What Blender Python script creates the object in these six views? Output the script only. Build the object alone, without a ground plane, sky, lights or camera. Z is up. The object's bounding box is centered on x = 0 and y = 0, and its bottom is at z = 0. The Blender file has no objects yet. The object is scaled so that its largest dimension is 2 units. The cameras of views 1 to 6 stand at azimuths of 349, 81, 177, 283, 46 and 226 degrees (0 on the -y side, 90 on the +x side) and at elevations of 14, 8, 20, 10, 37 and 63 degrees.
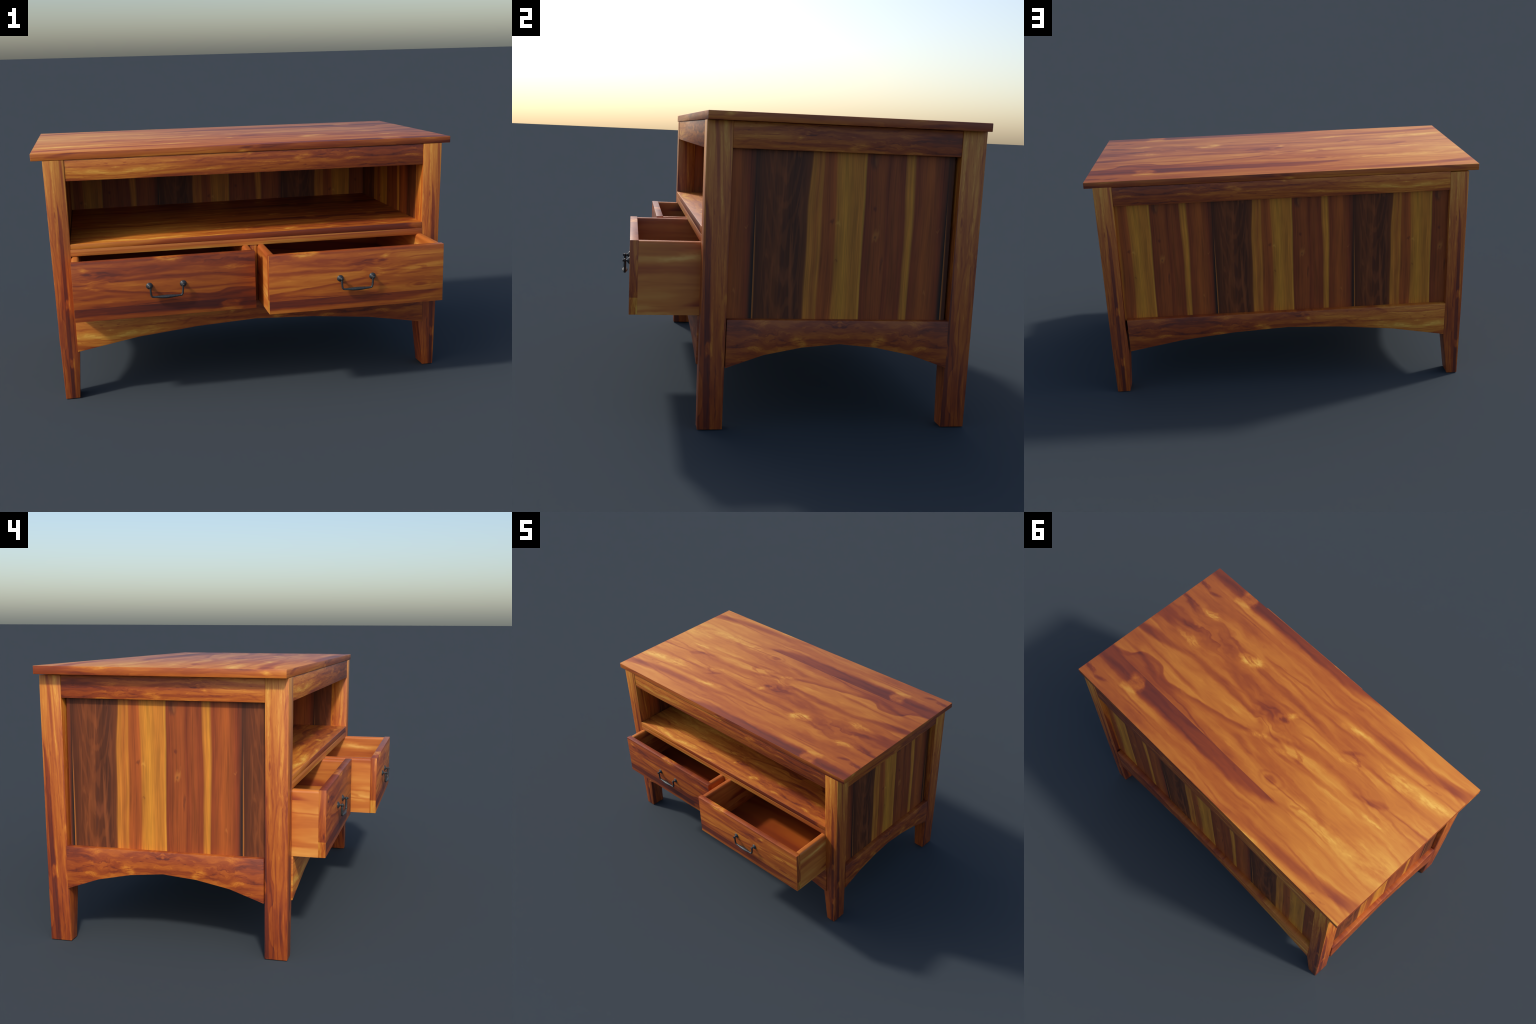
# A teak sideboard: overhanging top, four tapered legs, arched aprons, plank
# panels, an open shelf and two pulled-out drawers with iron bail handles.
import bpy, bmesh, math
from mathutils import Vector, Matrix

# ------------------------------------------------------------------ helpers
COL = bpy.context.scene.collection


def face_material(ob, axis, mat, sign=0):
    """Give the faces that look along one axis (0, 1 or 2) a grain of their own; sign picks one side."""
    ob.data.materials.append(mat)
    k = len(ob.data.materials) - 1
    for p in ob.data.polygons:
        if (p.normal[axis] * sign if sign else abs(p.normal[axis])) > 0.9:
            p.material_index = k
    return ob


def link(ob, parent=None):
    COL.objects.link(ob)
    if parent is not None:
        ob.parent = parent
    return ob


def empty(name, parent=None, size=0.1):
    e = bpy.data.objects.new(name, None)
    e.empty_display_size = size
    return link(e, parent)


def finish(bm, name, mat, parent, bevel=0.0, seg=2, smooth_angle=35, origin=(0, 0, 0), rot=0.0):
    """Turn a bmesh (in world metres) into an object, with rounded edges."""
    bmesh.ops.recalc_face_normals(bm, faces=bm.faces)
    if bevel:
        sharp = [e for e in bm.edges if len(e.link_faces) == 2 and e.calc_face_angle(0) > math.radians(30)]
        bmesh.ops.bevel(bm, geom=sharp, offset=bevel, segments=seg, profile=0.5, affect='EDGES', clamp_overlap=True)
    me = bpy.data.meshes.new(name)
    inv = (Matrix.Translation(origin) @ Matrix.Rotation(rot, 4, 'Z')).inverted()
    bm.transform(inv)
    bm.to_mesh(me)
    bm.free()
    for p in me.polygons:
        p.use_smooth = True
    me.set_sharp_from_angle(angle=math.radians(smooth_angle))
    me.materials.append(mat)
    ob = bpy.data.objects.new(name, me)
    ob.location = origin
    ob.rotation_euler = (0, 0, rot)
    return link(ob, parent)


def hexa(bm, lo, hi):
    """Block from two quads: lo and hi are four (x, y, z) corners each, same order."""
    v = [bm.verts.new(c) for c in (*lo, *hi)]
    for f in ((3, 2, 1, 0), (4, 5, 6, 7), (0, 1, 5, 4), (1, 2, 6, 5), (2, 3, 7, 6), (3, 0, 4, 7)):
        bm.faces.new([v[i] for i in f])


def block(bm, x0, x1, y0, y1, z0, z1):
    hexa(bm, [(x0, y0, z0), (x1, y0, z0), (x1, y1, z0), (x0, y1, z0)],
         [(x0, y0, z1), (x1, y0, z1), (x1, y1, z1), (x0, y1, z1)])


def box(name, mat, parent, x0, x1, y0, y1, z0, z1, bevel=0.002, **k):
    bm = bmesh.new()
    block(bm, x0, x1, y0, y1, z0, z1)
    return finish(bm, name, mat, parent, bevel, **k)


# ------------------------------------------------------------------ node writing
class Nodes:
    """Small writer for node trees: every method returns an output socket."""

    def __init__(self, tree):
        self.t, self.n, self.l = tree, tree.nodes, tree.links

    def put(self, sock, v):
        if isinstance(v, bpy.types.NodeSocket):
            self.l.new(v, sock)
        else:
            sock.default_value = v

    def m(self, op, a, b=None, c=None, clamp=False):
        n = self.n.new('ShaderNodeMath')
        n.operation, n.use_clamp = op, clamp
        for i, v in enumerate((a, b, c)):
            if v is not None:
                self.put(n.inputs[i], v)
        return n.outputs[0]

    def add(self, a, b): return self.m('ADD', a, b)
    def sub(self, a, b): return self.m('SUBTRACT', a, b)
    def mul(self, a, b): return self.m('MULTIPLY', a, b)
    def mad(self, a, b, c): return self.m('MULTIPLY_ADD', a, b, c)

    def lin(self, base, *terms):
        """base + sum(coefficient * socket)"""
        out = base
        for k, s in terms:
            out = self.mad(s, k, out)
        return out

    def xyz(self, x, y, z=0.0):
        n = self.n.new('ShaderNodeCombineXYZ')
        for i, v in enumerate((x, y, z)):
            self.put(n.inputs[i], v)
        return n.outputs[0]

    def split(self, v):
        n = self.n.new('ShaderNodeSeparateXYZ')
        self.put(n.inputs[0], v)
        return n.outputs[0], n.outputs[1], n.outputs[2]

    def noise(self, vec, detail=2.0, rough=0.5, dist=0.0):
        n = self.n.new('ShaderNodeTexNoise')
        n.noise_dimensions = '3D'
        self.put(n.inputs['Vector'], vec)
        n.inputs['Scale'].default_value = 1.0
        n.inputs['Detail'].default_value = detail
        n.inputs['Roughness'].default_value = rough
        n.inputs['Distortion'].default_value = dist
        return n.outputs['Fac']

    def step(self, v, a, b, lo=0.0, hi=1.0):
        """Smooth step from lo to hi as v runs from a to b."""
        n = self.n.new('ShaderNodeMapRange')
        n.interpolation_type = 'SMOOTHSTEP'
        for i, x in enumerate((v, a, b, lo, hi)):
            self.put(n.inputs[i], x)
        return n.outputs[0]

    def spot(self, vec, s, t, ls, lt, rot=0.0, hard=1.0):
        """Soft elliptical spot: 1 in its middle, 0 on the rim."""
        mp = self.n.new('ShaderNodeMapping')
        mp.vector_type = 'TEXTURE'
        self.put(mp.inputs['Vector'], vec)
        mp.inputs['Location'].default_value = (s, t, 0)
        mp.inputs['Rotation'].default_value = (0, 0, rot)
        mp.inputs['Scale'].default_value = (ls, lt, 1)
        g = self.n.new('ShaderNodeTexGradient')
        g.gradient_type = 'SPHERICAL'
        self.l.new(mp.outputs[0], g.inputs[0])
        return self.step(g.outputs['Fac'], 0.0, hard)

    def curve(self, v, pts, x0, x1, y0, y1):
        """A drawn curve y(v) through the given points."""
        u = self.mad(v, 1 / (x1 - x0), -x0 / (x1 - x0))
        n = self.n.new('ShaderNodeFloatCurve')
        c = n.mapping.curves[0]
        pts = sorted(((x - x0) / (x1 - x0), (y - y0) / (y1 - y0)) for x, y in pts)
        c.points[0].location, c.points[-1].location = pts[0], pts[-1]
        for p in pts[1:-1]:
            c.points.new(*p)
        n.mapping.use_clip = False
        n.mapping.update()
        self.put(n.inputs['Value'], u)
        return self.mad(n.outputs[0], y1 - y0, y0)

    def ramp(self, v, stops, mode='LINEAR'):
        n = self.n.new('ShaderNodeValToRGB')
        r = n.color_ramp
        r.interpolation = mode
        while len(r.elements) < len(stops):
            r.elements.new(0.5)
        for e, (p, c) in zip(r.elements, sorted(stops, key=lambda q: q[0])):
            e.position, e.color = p, (*c, 1)
        self.put(n.inputs[0], v)
        return n.outputs[0]

    def mix(self, f, a, b, blend='MIX'):
        n = self.n.new('ShaderNodeMix')
        n.data_type, n.blend_type = 'RGBA', blend
        self.put(n.inputs[0], f)
        for sock, v in ((n.inputs[6], a), (n.inputs[7], b)):
            self.put(sock, v if isinstance(v, bpy.types.NodeSocket) else (*v, 1))
        return n.outputs[2]


def srgb(r, g, b):
    f = lambda c: c / 12.92 if c <= 0.04045 else ((c + 0.055) / 1.055) ** 2.4
    return tuple(f(c / 255) for c in (r, g, b))


# ------------------------------------------------------------------ teak board figure
# One sawn board, s along the grain and t across it.  Knots, streaks, the seam
# with its dark strip and the pale heart are placed; the rest is stretched noise.
SEAM_T, PERIOD_T = 0.4325, 0.839
TONES = [(0.00, srgb(84, 38, 32)), (0.18, srgb(112, 46, 28)), (0.36, srgb(149, 65, 27)),
         (0.54, srgb(181, 93, 31)), (0.72, srgb(206, 124, 43)), (0.88, srgb(224, 156, 62)), (1.0, srgb(238, 182, 82))]


def teak_group():
    tree = bpy.data.node_groups.new('teak_board', 'ShaderNodeTree')
    for nm, kind, io in (('s', 'NodeSocketFloat', 'INPUT'), ('t', 'NodeSocketFloat', 'INPUT'), ('Fine', 'NodeSocketFloat', 'INPUT'),
                         ('Shift', 'NodeSocketFloat', 'INPUT'), ('Marks', 'NodeSocketFloat', 'INPUT'), ('Color', 'NodeSocketColor', 'OUTPUT'), ('Tone', 'NodeSocketFloat', 'OUTPUT')):
        tree.interface.new_socket(nm, in_out=io, socket_type=kind)
    g = Nodes(tree)
    gi, go = g.n.new('NodeGroupInput'), g.n.new('NodeGroupOutput')
    fine, shift, marks = gi.outputs['Fine'], gi.outputs['Shift'], gi.outputs['Marks']
    s = g.sub(g.m('PINGPONG', g.add(gi.outputs['s'], 1.03), 2.06), 1.03)      # mirrored where it runs out
    t0 = g.m('WRAP', gi.outputs['t'], SEAM_T, SEAM_T - PERIOD_T)

    # slow wander of the grain, a wilder swirl round the big knot
    w1 = g.sub(g.noise(g.xyz(g.mul(s, 2.2), g.mul(t0, 5.0)), 2), 0.5)
    w2 = g.sub(g.noise(g.xyz(g.mul(s, 9.0), g.mul(t0, 16.0), 4.0), 3, 0.6), 0.5)
    w3 = g.sub(g.noise(g.xyz(g.mul(s, 8.0), g.mul(t0, 11.0), 9.0), 2, 0.5), 0.5)
    raw = g.xyz(s, t0)
    swirl = g.m('MAXIMUM', g.spot(raw, 0.03, 0.12, 0.34, 0.17), g.spot(raw, 0.62, -0.02, 0.45, 0.2))
    swirl = g.m('MAXIMUM', swirl, g.mul(g.spot(raw, -0.72, 0.05, 0.28, 0.16), 0.6))
    eye_r = g.spot(g.xyz(g.mad(w2, 0.05, s), g.mad(w3, 0.04, t0)), -0.222, 0.363, 0.13, 0.070, 0.12)
    t = g.lin(t0, (0.060, w1), (0.024, w2))
    t = g.mad(g.mul(swirl, w3), 0.21, t)
    su = g.mad(g.mul(swirl, w2), 0.10, g.mad(w2, 0.03, s))
    w4 = g.sub(g.noise(g.xyz(g.mul(s, 20.0), g.mul(t0, 34.0), 13.0), 3, 0.6), 0.5)
    v = g.xyz(g.lin(s, (0.11, w2), (0.05, w4)), g.lin(t0, (0.02, w1), (0.05, w2), (0.02, w4)))

    # fibres and growth bands
    broad = g.sub(g.noise(g.xyz(g.mul(su, 0.8), g.mul(t, 10.0), 1.0), 3, 0.5), 0.5)
    mid = g.sub(g.noise(g.xyz(g.mul(su, 2.6), g.mul(t, 42.0), 2.0), 3, 0.55), 0.5)
    hair = g.sub(g.noise(g.xyz(g.mul(su, 9.0), g.mul(t, 170.0), 3.0), 2, 0.5), 0.5)
    cloud = g.sub(g.noise(g.xyz(g.mul(su, 3.4), g.mul(t, 9.0), 5.0), 3, 0.55), 0.5)
    ridge = g.m('ABSOLUTE', g.sub(g.noise(g.xyz(g.mul(su, 0.9), g.mul(t, 9.0), 7.0), 2, 0.4), 0.5))
    line = g.mul(g.step(ridge, 0.0, 0.06, 1.0, 0.0), g.step(cloud, -0.16, 0.10))
    calm = g.step(g.mad(s, 0.0, t0), -0.30, -0.35, 1.0, 0.45)      # the dark strip is quieter wood
    tone = g.mad(s, -0.14, 0.625)
    tone = g.mad(g.mul(calm, g.lin(0.0, (0.60, broad), (0.48, cloud), (-0.18, line))), 1.0, tone)
    tone = g.mad(g.mul(mid, g.mad(fine, 0.22, 0.10)), 1.0, tone)
    tone = g.mad(g.mul(hair, fine), 0.20, tone)
    # small bright and dark figure scattered all over
    tiny = g.noise(g.xyz(g.mul(g.mad(w2, 0.12, s), 7.0), g.mul(g.mad(w2, 0.05, t0), 30.0), 17.0), 3, 0.6)
    tone = g.mad(g.mul(g.sub(g.step(tiny, 0.58, 0.74), g.step(tiny, 0.42, 0.28)), fine), 0.17, tone)

    # pale heart between two drawn grain lines, redder wood outside it
    dom = (-1.06, 1.06, -0.45, 0.45)
    upper = g.curve(s, [(-1.06, 0.20), (-0.3, 0.19), (0.01, 0.228), (0.167, 0.268), (0.326, 0.304), (0.50, 0.341), (0.632, 0.357),
                        (0.70, 0.318), (0.76, 0.315), (0.84, 0.331), (0.89, 0.389), (1.06, 0.43)], *dom)
    lower = g.curve(s, [(-1.06, 0.10), (-0.3, 0.16), (0.204, 0.16), (0.407, 0.158), (0.643, 0.16), (0.835, 0.207), (1.06, 0.24)], *dom)
    wob = g.mad(w2, 0.02, t0)
    du, dl = g.sub(upper, wob), g.sub(wob, lower)
    here = g.step(s, -0.02, 0.14)
    heart = g.mul(g.mul(g.step(du, -0.004, 0.012), g.step(dl, -0.01, 0.03)), here)
    tone = g.mad(g.mul(heart, marks), 0.12, tone)
    edge = g.mul(g.mul(g.step(du, -0.035, -0.002), g.step(du, -0.002, 0.010, 1.0, 0.0)), here)
    tone = g.mad(g.mul(edge, marks), -0.15, tone)
    edge2 = g.mul(g.mul(g.step(dl, -0.05, -0.004), g.step(dl, -0.004, 0.02, 1.0, 0.0)), here)
    tone = g.mad(g.mul(edge2, marks), -0.13, tone)
    red = g.mul(g.step(du, 0.0, -0.02), g.step(s, 0.25, 0.75))
    tone = g.mad(g.mul(red, marks), -0.10, tone)

    # dark strip along the seam, with its pale break
    strip = g.curve(s, [(-1.06, -0.48), (-0.46, -0.46), (-0.36, -0.42), (-0.26, -0.36), (-0.11, -0.325), (0.285, -0.315), (0.69, -0.305), (1.06, -0.31)], *dom)
    depth = g.step(g.sub(strip, g.mad(w2, 0.03, t0)), -0.022, 0.030)
    force = g.curve(s, [(-1.06, 0.0), (-0.4, 0.27), (-0.1, 0.30), (0.3, 0.35), (0.62, 0.37), (0.85, 0.28), (1.06, 0.22)], -1.06, 1.06, 0.0, 1.0)
    tone = g.sub(tone, g.mul(depth, force))
    brk = g.mul(g.spot(v, 0.715, -0.345, 0.075, 0.085, 0.5, 0.6), g.mad(w4, 1.4, 0.8))
    tone = g.mad(brk, 0.36, tone)
    # dark streak at the pale end and the bright line beside it
    mid_l = g.curve(s, [(-1.06, -0.305), (-0.99, -0.293), (-0.80, -0.252), (-0.57, -0.236), (-0.2, -0.226), (0.2, -0.215), (1.06, -0.2)], *dom)
    off = g.sub(g.mad(w2, 0.015, t0), mid_l)
    fade = g.step(s, -0.55, 0.15, 1.0, 0.0)
    tone = g.sub(tone, g.mul(g.mul(g.step(g.m('ABSOLUTE', off), 0.006, 0.042, 1.0, 0.0), fade), 0.27))
    ab = g.m('ABSOLUTE', g.sub(off, 0.055))
    tone = g.mad(g.mul(g.mul(g.step(ab, 0.0, 0.022, 1.0, 0.0), g.step(s, -0.05, -0.35)), g.step(s, -0.9, -0.6)), 0.16, tone)

    # knots and flecks: (s, t, half length, half width, turn, change of tone)
    flecks = [(0.386, -0.061, .12, .050, .25, .42), (0.768, -0.117, .08, .040, .2, .30), (0.736, 0.087, .13, .034, -.1, .22),
              (0.027, 0.235, .10, .024, .55, .28), (-0.03, 0.015, .06, .030, .9, .22), (-0.15, 0.205, .09, .022, .4, .18),
              (-0.333, -0.163, .13, .030, .15, .18), (-0.702, -0.111, .20, .06, 0., .16), (-0.914, -0.138, .16, .045, .2, .16),
              (-0.752, 0.158, .18, .014, .1, .18), (-0.42, 0.0, .06, .025, .6, .14), (-0.60, 0.36, .3, .08, 0., .10), (-0.93, 0.33, .25, .12, 0., .09)]
    darks = [(0.867, -0.227, .05, .016, .3, -.20), (0.975, -0.238, .10, .016, -.25, -.20), (0.93, -0.09, .14, .030, -.15, -.28),
             (0.085, 0.085, .12, .080, .3, -.22), (-0.011, 0.064, .03, .026, 0., -.30), (-0.10, 0.155, .15, .030, .3, -.22),
             (-0.225, 0.165, .07, .022, -.5, -.22), (0.30, 0.02, .30, .055, -.05, -.12), (0.58, -0.03, .26, .06, 0., -.12),
             (-0.431, 0.375, .03, .016, .4, -.15), (-0.407, -0.055, .08, .020, .7, -.18), (-0.45, -0.03, .07, .016, -.6, -.16),
             (-0.692, 0.072, .08, .034, .5, -.18), (-0.62, 0.10, .10, .02, .2, -.14), (-0.806, -0.206, .03, .010, .6, -.14),
             (-0.86, -0.2, .02, .008, .2, -.12), (0.80, 0.02, .10, .03, .2, -.16), (-0.34, 0.36, .12, .06, .2, -.12),
             (0.60, -0.21, .40, .04, .05, -.10), (0.2, 0.40, .25, .03, 0., -.08)]
    grit = g.step(g.noise(g.xyz(g.mul(su, 16.0), g.mul(t, 40.0), 11.0), 2, 0.6), 0.35, 0.62)
    plus, minus = 0.0, 0.0
    for s0, tt, ls, lt, rot, amp in flecks:
        plus = g.mad(g.spot(v, s0, tt, ls, lt, rot, 0.9), amp, plus)
    for s0, tt, ls, lt, rot, amp in darks:
        minus = g.mad(g.spot(v, s0, tt, ls, lt, rot, 0.9), amp, minus)
    tone = g.add(tone, g.mul(g.mul(plus, marks), g.mad(grit, 0.95, 0.25)))
    tone = g.add(tone, g.mul(marks, g.m('MAXIMUM', minus, -0.34)))
    # eye knot with its rings
    rings = g.m('SINE', g.mul(g.m('SQRT', eye_r), 17.0))
    tone = g.add(tone, g.mul(g.step(eye_r, 0.02, 0.8), g.mad(rings, 0.06, -0.10)))
    tone = g.mad(g.step(eye_r, 0.75, 1.0), -0.12, tone)
    tone = g.m('MAXIMUM', tone, 0.06)

    tone = g.m('ADD', tone, shift, clamp=True)
    col = g.ramp(tone, TONES)
    # the pale end of the board greys a little towards tan
    g.l.new(col, go.inputs['Color'])
    g.l.new(tone, go.inputs['Tone'])
    return tree


TEAK = teak_group()


def wood(name, s_of, t_of, fine=1.0, shift=0.0, rough=0.46, tint=None, mirror=None, block=None, marks=1.0, grade=None):
    """Teak whose board coordinates are linear in the object's own position.
    s_of and t_of are (constant, per x, per y, per z)."""
    mat = bpy.data.materials.new(name)
    mat.use_nodes = True
    g = Nodes(mat.node_tree)
    bsdf = g.n['Principled BSDF']
    x, y, z = g.split(g.n.new('ShaderNodeTexCoord').outputs['Object'])
    if mirror is not None:
        y = g.m('ABSOLUTE', g.sub(y, mirror))
    lin = lambda k: g.lin(k[0], *[(c, q) for c, q in zip(k[1:], (x, y, z)) if c])
    if grade:       # tone drifting along the piece: (per x, per y, per z)
        shift = lin((shift, *grade))
    if block:       # a paler or darker block let in below some height
        shift = g.step(z, block[0] - 0.0004, block[0] + 0.0004, shift + block[1], shift)
    grp = g.n.new('ShaderNodeGroup')
    grp.node_tree = TEAK
    for sock, val in (('s', lin(s_of)), ('t', lin(t_of)), ('Fine', fine), ('Shift', shift), ('Marks', marks)):
        g.put(grp.inputs[sock], val)
    col = grp.outputs['Color']
    if tint:
        col = g.mix(1.0, col, tint, 'MULTIPLY')
    g.put(bsdf.inputs['Base Color'], col)
    g.put(bsdf.inputs['Roughness'], g.mad(grp.outputs['Tone'], -0.08, rough + 0.04))
    bump = g.n.new('ShaderNodeBump')
    bump.inputs['Strength'].default_value = 0.05
    bump.inputs['Distance'].default_value = 0.002
    g.l.new(grp.outputs['Tone'], bump.inputs['Height'])
    g.l.new(bump.outputs[0], bsdf.inputs['Normal'])
    return mat


# ------------------------------------------------------------------ plank panel colours
# p runs 0..1 over one set of planks; colour stops describe the set.
PANEL_PERIOD = 0.729
D1, D2, D3 = srgb(99, 48, 21), srgb(116, 58, 25), srgb(84, 42, 22)
O1, O2 = srgb(194, 116, 40), srgb(180, 100, 36)
R1, R2, R3 = srgb(152, 73, 29), srgb(134, 58, 26), srgb(174, 87, 32)
Y1, Y2, Y3 = srgb(208, 136, 42), srgb(198, 122, 40), srgb(216, 148, 48)
BLACK, GOLD = srgb(34, 26, 24), srgb(190, 112, 44)
PANEL_STOPS = [(0.00, D3), (0.05, D1), (0.10, D2), (0.15, D1), (0.22, D3), (0.256, D2), (0.266, Y2), (0.285, O1), (0.305, O2), (0.327, Y2),
               (0.338, R3), (0.375, R1), (0.405, R3), (0.415, Y2), (0.46, Y1), (0.50, Y2), (0.546, Y2), (0.553, Y3), (0.561, R2), (0.61, R1),
               (0.672, R1), (0.68, R2), (0.72, R1), (0.768, R2), (0.781, Y2), (0.796, Y2), (0.806, Y1), (0.822, R2), (0.89, R3), (0.94, R1), (0.965, R2), (1.0, D3)]


def panel_material(name, axis, start, sign):
    mat = bpy.data.materials.new(name)
    mat.use_nodes = True
    g = Nodes(mat.node_tree)
    bsdf = g.n['Principled BSDF']
    pos = g.split(g.n.new('ShaderNodeTexCoord').outputs['Object'])
    z = pos[2]
    p = g.m('FRACT', g.mad(pos[axis], sign / PANEL_PERIOD, -sign * start / PANEL_PERIOD))
    # bands lean and wander with height, never at the gap itself
    lock = g.mul(g.step(p, 0.0, 0.15), g.step(p, 0.85, 1.0, 1.0, 0.0))
    w = g.sub(g.noise(g.xyz(g.mul(p, 5.0), g.mul(z, 2.1), 2.0), 1, 0.45), 0.5)
    w2 = g.sub(g.noise(g.xyz(g.mul(p, 24.0), g.mul(z, 3.0), 6.0), 2, 0.5), 0.5)
    q = g.mad(g.mul(lock, g.lin(0.0, (0.034, w), (0.006, w2))), 1.0, p)
    q = g.mad(g.mul(g.spot(g.xyz(p, z), 0.27, 1.08, 0.12, 0.30), lock), -0.020, q)
    col = g.ramp(q, PANEL_STOPS)
    # fibres
    f1 = g.noise(g.xyz(g.mul(q, 120.0), g.mul(z, 2.2), 1.0), 3, 0.6)
    f2 = g.noise(g.xyz(g.mul(q, 24.0), g.mul(z, 2.2), 3.0), 3, 0.55)
    f3 = g.noise(g.xyz(g.mul(q, 12.0), g.mul(z, 7.0), 8.0), 2, 0.5)
    q2 = g.lin(q, (0.010, w2), (0.012, w))
    f4 = g.noise(g.xyz(g.mul(q2, 250.0), g.mul(z, 6.0), 12.0), 2, 0.6)
    f5 = g.noise(g.xyz(g.mul(q2, 46.0), g.mul(z, 4.2), 15.0), 3, 0.6, 0.5)
    k = g.lin(-0.62, (1.05, f1), (0.95, f2), (0.34, f3), (0.50, f4), (0.36, f5))
    k = g.sub(k, g.mul(g.step(f5, 0.58, 0.72), 0.20))
    col = g.mix(1.0, col, g.xyz(k, k, k), 'MULTIPLY')
    # cathedral figure on the dark plank
    dark = g.mul(g.step(p, 0.02, 0.07), g.step(p, 0.20, 0.27, 1.0, 0.0))
    arch = g.m('ABSOLUTE', g.sub(g.mad(w2, 0.35, p), 0.16))
    n3 = g.noise(g.xyz(g.mul(p, 22.0), g.mul(g.mad(arch, 3.0, z), 3.6), 5.0), 3, 0.55, 0.3)
    col = g.mix(g.mul(g.mul(g.step(n3, 0.50, 0.66), dark), 0.62), col, srgb(146, 78, 38))
    col = g.mix(g.mul(g.mul(g.step(n3, 0.46, 0.32), dark), 0.55), col, srgb(76, 38, 25))
    hump = g.m('POWER', g.sub(p, 0.15), 2.0)
    flame = g.m('SINE', g.mul(g.lin(z, (-26.0, hump), (0.22, w2), (0.30, w)), 46.0))
    col = g.mix(g.mul(g.mul(g.step(flame, 0.25, 0.95), dark), g.mad(f2, 0.8, -0.14)), col, srgb(150, 78, 36))
    # knots: (p, z, half sizes, colour, amount)
    w5 = g.sub(g.noise(g.xyz(g.mul(p, 55.0), g.mul(z, 22.0), 4.0), 3, 0.6), 0.5)
    pv = g.xyz(g.lin(p, (0.03, w2), (0.022, w5)), g.lin(z, (0.06, w2), (0.05, w5)))
    for kp, kz, a, b, c, amt in ((0.63, 0.745, .022, .035, srgb(196, 118, 50), .55), (0.628, 0.74, .008, .012, srgb(92, 42, 26), .6), (0.62, 0.85, .016, .014, srgb(100, 40, 28), .7),
                                 (0.60, 1.02, .035, .05, srgb(84, 44, 30), .75), (0.612, 1.025, .016, .03, srgb(150, 84, 40), .8), (0.395, 0.79, .016, .012, srgb(112, 52, 26), .7),
                                 (0.43, 0.785, .020, .012, srgb(226, 160, 66), .5), (0.425, 0.64, .012, .010, srgb(124, 56, 26), .6), (0.905, 0.52, .012, .014, srgb(196, 112, 50), .6),
                                 (0.16, 0.58, .05, .05, srgb(128, 66, 36), .5), (0.665, 0.63, .010, .045, srgb(92, 42, 26), .6), (0.955, 0.76, .012, .006, srgb(190, 110, 50), .5)):
        col = g.mix(g.mul(g.spot(pv, kp, kz, a, b, 0, 0.8), amt), col, c)
    # plank joint drawn in colour: black band on one side, thin gold line on the other, both wider low down
    low = g.step(z, 1.03, 0.45)
    wide = g.mad(low, 0.016, 0.002)
    gap = g.step(p, g.sub(1.0, g.mul(wide, 1.7)), g.sub(1.0, g.mul(wide, 0.25)))
    col = g.mix(g.mul(gap, g.mad(low, 0.35, 0.6)), col, BLACK)
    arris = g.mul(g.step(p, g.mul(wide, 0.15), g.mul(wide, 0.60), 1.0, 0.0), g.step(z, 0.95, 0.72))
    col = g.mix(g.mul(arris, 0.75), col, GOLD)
    g.put(bsdf.inputs['Base Color'], col)
    bsdf.inputs['Roughness'].default_value = 0.5
    bsdf.inputs['Specular IOR Level'].default_value = 0.4
    return mat


def iron_material():
    mat = bpy.data.materials.new('dark_iron')
    mat.use_nodes = True
    g = Nodes(mat.node_tree)
    b = g.n['Principled BSDF']
    co = g.n.new('ShaderNodeTexCoord').outputs['Object']
    sc = g.n.new('ShaderNodeVectorMath')
    sc.operation = 'SCALE'
    g.l.new(co, sc.inputs[0])
    sc.inputs['Scale'].default_value = 220.0
    n = g.noise(sc.outputs[0], 3, 0.6)
    g.put(b.inputs['Base Color'], g.ramp(n, [(0.3, srgb(44, 47, 49)), (0.7, srgb(70, 73, 75))]))
    b.inputs['Metallic'].default_value = 0.35
    g.put(b.inputs['Roughness'], g.mad(n, 0.25, 0.32))
    return mat


IRON = iron_material()

# ------------------------------------------------------------------ the thing
stand = empty('wooden_sideboard', size=0.3)
stand['label'] = 'teak sideboard with open shelf and two pulled-out drawers with dark iron handles'
stand['category'] = 'tv stand'

# top: a slab a little thicker at its left end, flush with the legs front and back
TOP = wood('teak_top', (0, 1, 0, 0), (0, 0, 1, 0), fine=0.3)
TOP_EDGE = wood('teak_top_edge', (0.0, 0.8, 0, 0), (0.05 - 1.16 * 3.0, 0, 0, 3.0), fine=0.4, shift=-0.07)
TOP_END = wood('teak_top_end', (0.3, 0, 1.1, 0), (0.02 - 1.16 * 2.6, 0, 0.05, 2.6), fine=0.4, shift=0.0)
bm = bmesh.new()
hexa(bm, [(-1.0, -0.377, 1.1455), (1.0, -0.377, 1.1408), (1.0, 0.663, 1.1408), (-1.0, 0.663, 1.1455)],
     [(-1.0, -0.377, 1.1795), (1.0, -0.377, 1.1722), (1.0, 0.663, 1.1722), (-1.0, 0.663, 1.1795)])
ob = finish(bm, 'tabletop', TOP, stand, 0.0022)
face_material(ob, 1, TOP_EDGE)
face_material(ob, 0, TOP_END)

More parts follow.
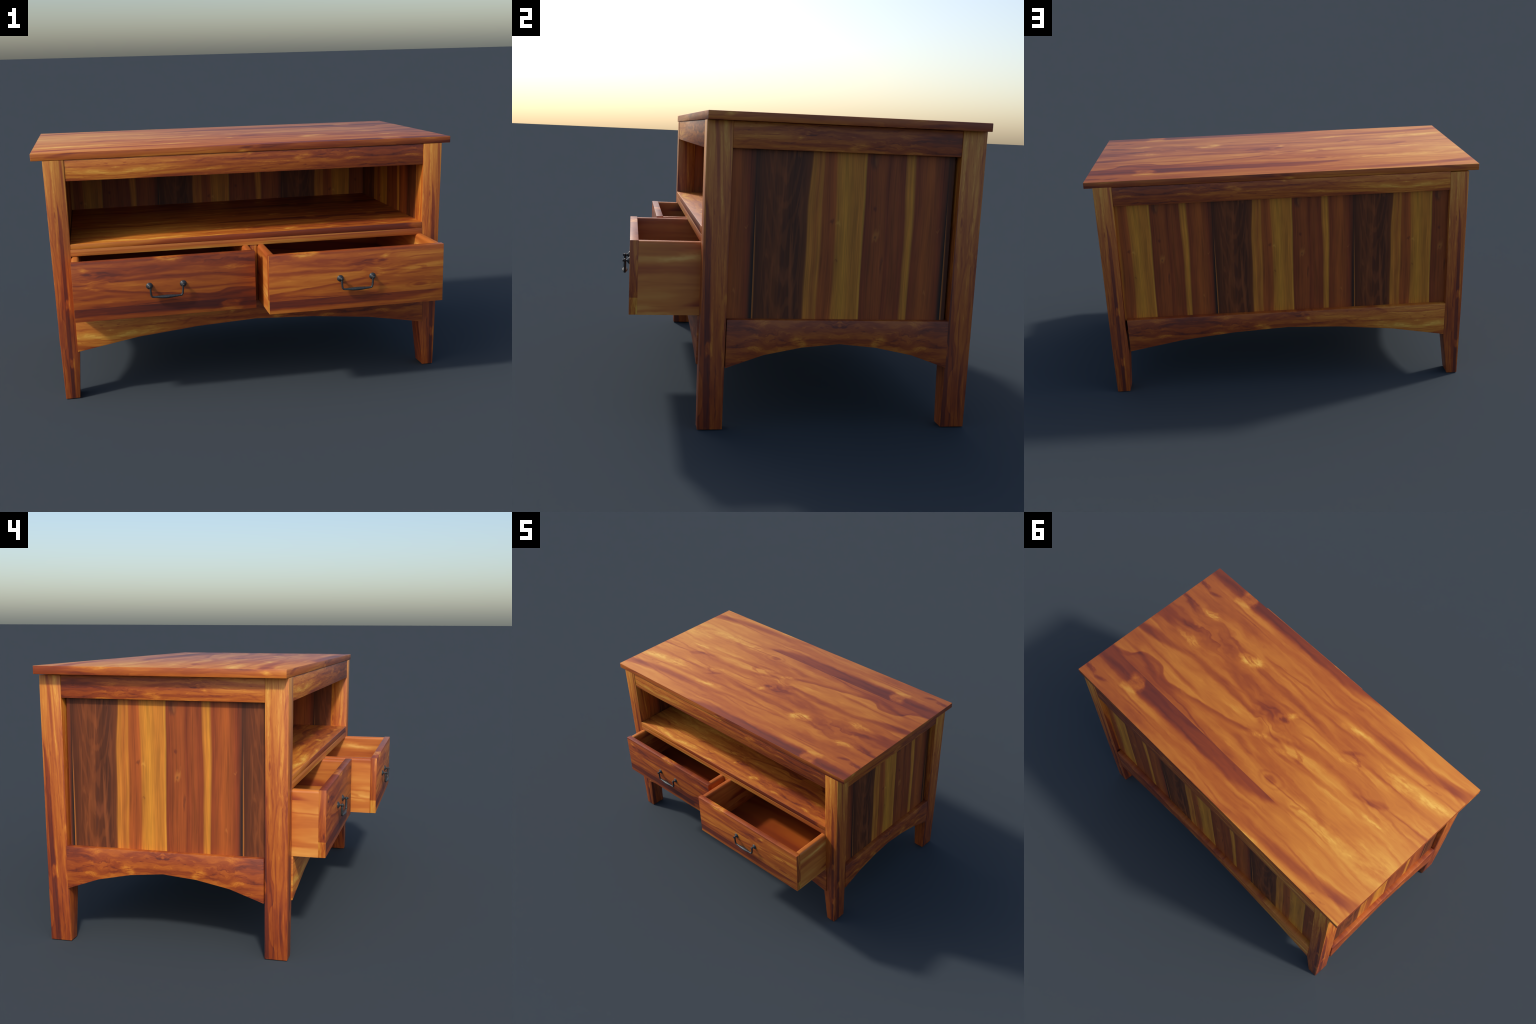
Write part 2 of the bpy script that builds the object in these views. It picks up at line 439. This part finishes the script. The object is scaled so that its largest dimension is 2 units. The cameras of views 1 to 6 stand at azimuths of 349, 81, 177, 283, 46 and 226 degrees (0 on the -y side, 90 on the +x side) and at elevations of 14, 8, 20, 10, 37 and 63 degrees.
# legs: outer face leans in towards the floor, inner face leans out, then tapers below the apron
LEG_Y = 0.0938
LEG_SIDE = wood('teak_leg_side', (-0.4 + 0.8951 * 1.9, 0, 0, -1.9), (0.03, 4.2, 4.2, 0), fine=0.75, shift=-0.14, marks=0.6, grade=(0, 0, 0.13))
LEG = wood('teak_leg', (-0.222 + 0.8951 * 2.185, 0, 0, -2.185), (0.16, 5.5, 5.5, 0), fine=0.7, shift=-0.14, marks=0.45, grade=(0, 0, 0.14))


def leg(origin, rot, left_outer):
    """Seen from outside, x runs to the right from the face's left edge and y runs inwards."""
    bm = bmesh.new()
    if left_outer:      # outer side on the viewer's left
        rings = [(1.1443, -0.0005, 0.0945), (0.42, 0.0105, 0.0945), (0.225, 0.0142, 0.1015), (0.0, 0.0200, 0.0868)]
    else:
        rings = [(1.1405, 0.0, 0.0945), (0.42, -0.0045, 0.0825), (0.225, -0.0105, 0.0778), (0.0, 0.0150, 0.0715)]
    prev = None
    for z, x0, x1 in rings:
        r = [bm.verts.new(c) for c in ((x0, 0, z), (x1, 0, z), (x1, LEG_Y, z), (x0, LEG_Y, z))]
        if prev:
            for i in range(4):
                bm.faces.new((prev[i], prev[(i + 1) % 4], r[(i + 1) % 4], r[i]))
        else:
            bm.faces.new(r)
        prev = r
    bm.faces.new(prev[::-1])
    bm.transform(Matrix.Translation(origin) @ Matrix.Rotation(rot, 4, 'Z'))
    return face_material(finish(bm, 'leg', LEG, stand, 0.0022, origin=origin, rot=rot), 0, LEG_SIDE)


leg((-0.9495, -0.3762, 0), 0.0, True)
leg((0.8625, -0.3762, 0), 0.0, False)
leg((0.9565, 0.6630, 0), math.pi, True)
leg((-0.8555, 0.6630, 0), math.pi, False)

# top rails
RAIL = wood('teak_rail', (0.386 - 0.2538 * 1.61, 1.61, 0, 0), (-0.09 - 1.1 * 3.0, 0, 0, 3.0), fine=1.25, shift=-0.10, marks=0.7, grade=(-0.06, 0, 0))
SIDE_RAIL = wood('teak_side_rail', (0.05, 0, 1.9, 0), (0.05 - 1.1 * 3.2, 0, 0, 3.2), fine=1.25, shift=-0.06, marks=0.6, grade=(0, -0.10, 0))


def rail(x0, x1, y0, y1, z_left, z_right, mat):
    bm = bmesh.new()
    hexa(bm, [(x0, y0, z_left), (x1, y0, z_right), (x1, y1, z_right), (x0, y1, z_left)],
         [(x0, y0, 1.1440), (x1, y0, 1.1398), (x1, y1, 1.1398), (x0, y1, 1.1440)])
    return finish(bm, 'top_rail', mat, stand, 0.0018)


rail(-0.8545, 0.8620, -0.3740, -0.344, 1.0478, 1.0400, RAIL)
rail(-0.8550, 0.8615, 0.630, 0.6630, 1.0463, 1.0431, RAIL)
rail(0.922, 0.9540, -0.2822, 0.5690, 1.0440, 1.0440, SIDE_RAIL)
rail(-0.9475, -0.918, -0.2822, 0.5690, 1.0480, 1.0450, SIDE_RAIL)

# arched aprons: the arch is sawn in six straight cuts
ARCH = [(-1.0, 0.2335), (-0.667, 0.2835), (-0.333, 0.3122), (0.0, 0.3258), (0.333, 0.3122), (0.667, 0.2835), (1.0, 0.2335)]


def apron(mat, a_top, a_bot, top, out0, out1, axis, centre=0.0, lift=0.0):
    """An apron running along x (axis 0) or y (axis 1), out0 and out1 its two faces."""
    bm = bmesh.new()
    put = (lambda a, o, z: (a, o, z)) if axis == 0 else (lambda a, o, z: (o, a, z))
    rows = []
    for o in (out0, out1):
        rows.append([bm.verts.new(put(centre + a_bot * u, o, z + lift)) for u, z in ARCH])
        rows.append([bm.verts.new(put(centre + a_top * u, o, top)) for u, z in ARCH])
    for i in range(len(ARCH) - 1):      # four long sides, cut by cut
        for a, b in ((0, 1), (1, 3), (3, 2), (2, 0)):
            bm.faces.new((rows[a][i], rows[a][i + 1], rows[b][i + 1], rows[b][i]))
    for i in (0, -1):
        bm.faces.new([rows[k][i] for k in (0, 1, 3, 2)])
    return finish(bm, 'apron', mat, stand, 0.0015)


APRON = wood('teak_apron', (0.386 - 0.133 * 1.7, 1.7, 0, 0), (-0.06 - 0.34 * 2.2, 0, 0, 2.2), fine=1.1, shift=-0.08, marks=0.8, grade=(-0.09, 0, 0))
SIDE_APRON = wood('teak_side_apron', (0.02, 0, 2.4, 0), (0.06 - 0.40 * 2.0, 0, 0, 2.0), fine=1.1, shift=-0.09, marks=0.7, mirror=0.1443)
apron(APRON, 0.8645, 0.8640, 0.4185, -0.3822, -0.350, 0, 0.007)
apron(APRON, 0.8503, 0.8453, 0.4175, 0.6655, 0.634, 0, 0.0, 0.0040)
apron(SIDE_APRON, 0.4250, 0.4255, 0.4210, 0.9445, 0.9080, 1, 0.1455, 0.0050)
apron(SIDE_APRON, 0.4250, 0.4255, 0.4235, -0.9430, -0.9080, 1, 0.1455, 0.0050)

# plank panels on three sides
PLANKS = [0.0, 0.262, 0.41, 0.557, 0.817, 1.0]


def panel(name, mat, inner, inward, axis, a0, a1, start, sign, o0, o1, z0=0.405, z1=1.10):
    hold = empty(name, stand)
    cuts = {a0, a1}
    for turn in range(-3, 4):
        for c in PLANKS[:-1]:
            a = start + sign * PANEL_PERIOD * (turn + c)
            if a0 + 0.006 < a < a1 - 0.006:
                cuts.add(a)
    cuts = sorted(cuts)
    for lo, hi in zip(cuts, cuts[1:]):
        b = (lo, hi, o0, o1) if axis == 0 else (o0, o1, lo, hi)
        face_material(box('plank', mat, hold, *b, z0, z1, bevel=0.0), 1 - axis, inner, inward)


panel('back_panel', panel_material('planks_back', 0, 0.369, -1), panel_material('planks_back_inside', 0, 0.366, 1), -1,
      0, -0.8700, 0.8700, 0.369, -1, 0.562, 0.635)
panel('side_panel', panel_material('planks_left', 1, 0.541, -1), panel_material('planks_left_inside', 1, -0.188, 1), 1,
      1, -0.2860, 0.5600, 0.541, -1, -0.918, -0.858)
panel('side_panel', panel_material('planks_right', 1, -0.188, 1), panel_material('planks_right_inside', 1, 0.544, -1), -1,
      1, -0.2860, 0.5600, -0.188, 1, 0.861, 0.918)

# shelf with a pale rail below its front edge, divider and case bottom
SHELF = wood('teak_shelf', (0.085 - 0.051 * 1.95, 1.95, 0, 0), (0.081 + 0.25 * 2.2 - 0.754 * 6, 0, 2.2, 6), fine=0.7)
SHELF_RAIL = wood('teak_shelf_rail', (-0.75, 0.35, 0, 0), (0.30 - 0.71 * 4, 0, 1, 4), fine=0.4, shift=-0.06, tint=(0.95, 0.96, 1.25))
bm = bmesh.new()
hexa(bm, [(-0.8545, -0.3775, 0.7298), (0.8612, -0.3775, 0.7227), (0.8612, 0.5625, 0.7227), (-0.8545, 0.5625, 0.7298)],
     [(-0.8545, -0.3775, 0.7542), (0.8612, -0.3775, 0.7535), (0.8612, 0.5625, 0.7535), (-0.8545, 0.5625, 0.7542)])
ob = finish(bm, 'shelf', SHELF, stand, 0.0018)
face_material(ob, 1, wood('teak_shelf_edge', (0.1, 0.7, 0, 0), (-0.36 - 0.74 * 1.5, 0, 0, 1.5), fine=0.4, shift=0.0))
bm = bmesh.new()
hexa(bm, [(-0.8555, -0.3770, 0.6977), (0.8635, -0.3770, 0.6905), (0.8635, 0.5625, 0.6905), (-0.8555, 0.5625, 0.6977)],
     [(-0.8555, -0.3770, 0.7298), (0.8635, -0.3770, 0.7227), (0.8635, 0.5625, 0.7227), (-0.8555, 0.5625, 0.7298)])
finish(bm, 'shelf_rail', SHELF_RAIL, stand, 0.0012)
PLAIN = wood('teak_plain', (0.2, 0.8, 0.9, 0.3), (0.1, 1.1, 0.9, 1.7), fine=0.9, shift=-0.06)
DIVIDER = wood('teak_divider', (0.5, 0, 0, -1.9), (-0.1, 5.0, 2.5, 0), fine=0.9, shift=-0.10)
box('divider', DIVIDER, stand, -0.0140, 0.0205, -0.3745, 0.5600, 0.3460, 0.6935, 0.0012)
box('case_bottom', PLAIN, stand, -0.8900, 0.8900, -0.3490, 0.6330, 0.3270, 0.3450, 0.0012)

# ------------------------------------------------------------------ drawers
SIDE_T = 0.037
Z_BOT, Z_TOP = 0.4200, 0.6970


def side_board(name, mat, parent, x0, x1, y0, y1):
    """Drawer side with a rounded upper edge."""
    r, bm = 0.013, bmesh.new()
    prof = [(x0, Z_BOT), (x1, Z_BOT)]
    for i in range(7):
        a = math.pi / 2 * i / 6
        prof.append((x1 - r + r * math.cos(a), Z_TOP - 0.002 - r + r * math.sin(a)))
    for i in range(7):
        a = math.pi / 2 * (1 + i / 6)
        prof.append((x0 + r + r * math.cos(a), Z_TOP - 0.002 - r + r * math.sin(a)))
    f = [bm.verts.new((x, y0, z)) for x, z in prof]
    b = [bm.verts.new((x, y1, z)) for x, z in prof]
    bm.faces.new(f)
    bm.faces.new(b[::-1])
    for i in range(len(prof)):
        j = (i + 1) % len(prof)
        bm.faces.new((f[i], b[i], b[j], f[j]))
    return finish(bm, name, mat, parent, 0.0, smooth_angle=40)


def tube(bm, pts, radii, across, sides=14):
    """Sweep a round section along pts; radii are (in-plane, out-of-plane) pairs."""
    prev = None
    for i, (p, (ra, rb)) in enumerate(zip(pts, radii)):
        tan = (pts[min(i + 1, len(pts) - 1)] - pts[max(i - 1, 0)]).normalized()
        side = tan.cross(across).normalized()
        ring = [bm.verts.new(p + side * ra * math.cos(a) + across * rb * math.sin(a)) for a in (math.tau * k / sides for k in range(sides))]
        if prev:
            for k in range(sides):
                bm.faces.new((prev[k], prev[(k + 1) % sides], ring[(k + 1) % sides], ring[k]))
        else:
            bm.faces.new(ring[::-1])
        prev = ring
    bm.faces.new(prev)


def turned(bm, cx, y_face, cz, prof, sides=24):
    """A turned knob standing on the drawer face; prof is (radius, distance out)."""
    prev = None
    for r, d in prof:
        if r < 1e-6:
            ring = [bm.verts.new((cx, y_face - d, cz))] * sides
        else:
            ring = [bm.verts.new((cx + r * math.cos(a), y_face - d, cz + r * math.sin(a))) for a in (math.tau * k / sides for k in range(sides))]
        if prev:
            for k in range(sides):
                face = [prev[k], prev[(k + 1) % sides], ring[(k + 1) % sides], ring[k]]
                face = list(dict.fromkeys(face))
                if len(face) > 2:
                    bm.faces.new(face)
        prev = ring


KNOB = [(0.0, -0.001), (0.0152, -0.001), (0.0158, 0.0006), (0.0152, 0.0020), (0.0128, 0.0046), (0.0098, 0.0068), (0.0068, 0.0088), (0.0044, 0.0110), (0.0036, 0.0135),
        (0.0034, 0.0236), (0.0050, 0.0244), (0.0056, 0.0258), (0.0050, 0.0274), (0.0028, 0.0284), (0.0, 0.0287)]


def handle(parent, cx, y_face):
    bm = bmesh.new()
    cz, half = 0.5675, 0.0778
    for sgn in (-1, 1):
        turned(bm, cx + sgn * half, y_face, cz, KNOB)
    yb = y_face - 0.0188
    way = [(-0.0725, 0.0060), (-0.0738, 0.0), (-0.0745, -0.0100), (-0.0742, -0.0220), (-0.0728, -0.0340), (-0.0712, -0.0410), (-0.0680, -0.0455), (-0.0620, -0.0472),
           (-0.0500, -0.0476), (-0.0360, -0.0480), (-0.0200, -0.0484), (0.0, -0.0486)]
    way = way + [(-x, z) for x, z in way[-2::-1]]
    pts = [Vector((cx + x, yb, cz - 0.002 + z)) for x, z in way]
    rad = []
    for x, z in way:
        k = max(0.0, 1 - abs(x) / 0.062) if z < -0.044 else 0.0
        k = k * k * (3 - 2 * k)
        rad.append((0.0046 + 0.0036 * k, 0.0052 + 0.0062 * k))
    rad[0] = rad[-1] = (0.0030, 0.0036)
    tube(bm, pts, rad, Vector((0, 1, 0)))
    for sgn in (-1, 1):     # eye of the bail round the post
        c = Vector((cx + sgn * (half - 0.0030), yb, cz))
        ring = [c + Vector((0.0052 * math.cos(a), 0, 0.0052 * math.sin(a))) for a in (math.tau * k / 16 for k in range(17))]
        tube(bm, ring, [(0.0024, 0.0042)] * 17, Vector((0, 1, 0)), 8)
    return finish(bm, 'handle', IRON, parent, 0.0, smooth_angle=50)


def drawer(x0, x1, y_face, front_mat, side_mat, handle_x):
    back = y_face + 0.88
    floor_mat = wood('teak_drawer_floor', (0.05 - x0 * 0.35, 0.35, 0, 0), (-0.15 - y_face * 0.4, 0, 0.4, 0), fine=0.1, shift=-0.13, rough=0.22, marks=0.0, tint=(0.95, 1.0, 1.15))
    base = box('drawer', floor_mat, stand, x0 + SIDE_T - 0.004, x1 - SIDE_T + 0.004, y_face + 0.027, back - 0.001, 0.4400, 0.4535, 0.0)
    ob = box('drawer_front', front_mat, base, x0, x1, y_face, y_face + 0.0310, Z_BOT, Z_TOP, 0.0016)
    face_material(ob, 0, END)
    side_board('drawer_side', side_mat, base, x0 + 0.0006, x0 + SIDE_T, y_face + 0.0305, back)
    side_board('drawer_side', side_mat, base, x1 - SIDE_T, x1 - 0.0006, y_face + 0.0305, back)
    box('drawer_back', side_mat, base, x0 + SIDE_T, x1 - SIDE_T, back - 0.032, back - 0.002, 0.4535, Z_TOP - 0.006, 0.0016)
    handle(base, handle_x, y_face)


TZ = 2.294
T_DR = 0.081 + 0.633 * TZ
END = wood('teak_drawer_end', (0.9, 0, 0, -1.8), (-0.17, 0.3, 4.0, 0), fine=0.8, shift=-0.14, block=(0.4840, 0.34))
FRONT_L = wood('teak_front_left', (0.733 + 0.113 * 1.1, 1.1, 0, 0), (T_DR + 0.5145 * 0.6, 0, 0.6, -TZ), fine=0.6, shift=-0.15)
FRONT_R = wood('teak_front_right', (0.085 + 0.476 * 1.1, -1.1, 0, 0), (T_DR + 0.6345 * 0.6, 0, 0.6, -TZ), fine=0.6, shift=-0.05)
SIDE_L = wood('teak_drawer_side', (0.05, 0, 0.9, 0), (SEAM_T - 0.553 * 1.3, 0.15, 0, 1.3), fine=0.1, shift=0.08, marks=0.9, tint=(0.96, 0.90, 1.20))
drawer(-0.8560, -0.0160, -0.5145, FRONT_L, SIDE_L, -0.4338)
drawer(0.0228, 0.8675, -0.6345, FRONT_R, SIDE_L, 0.4380)
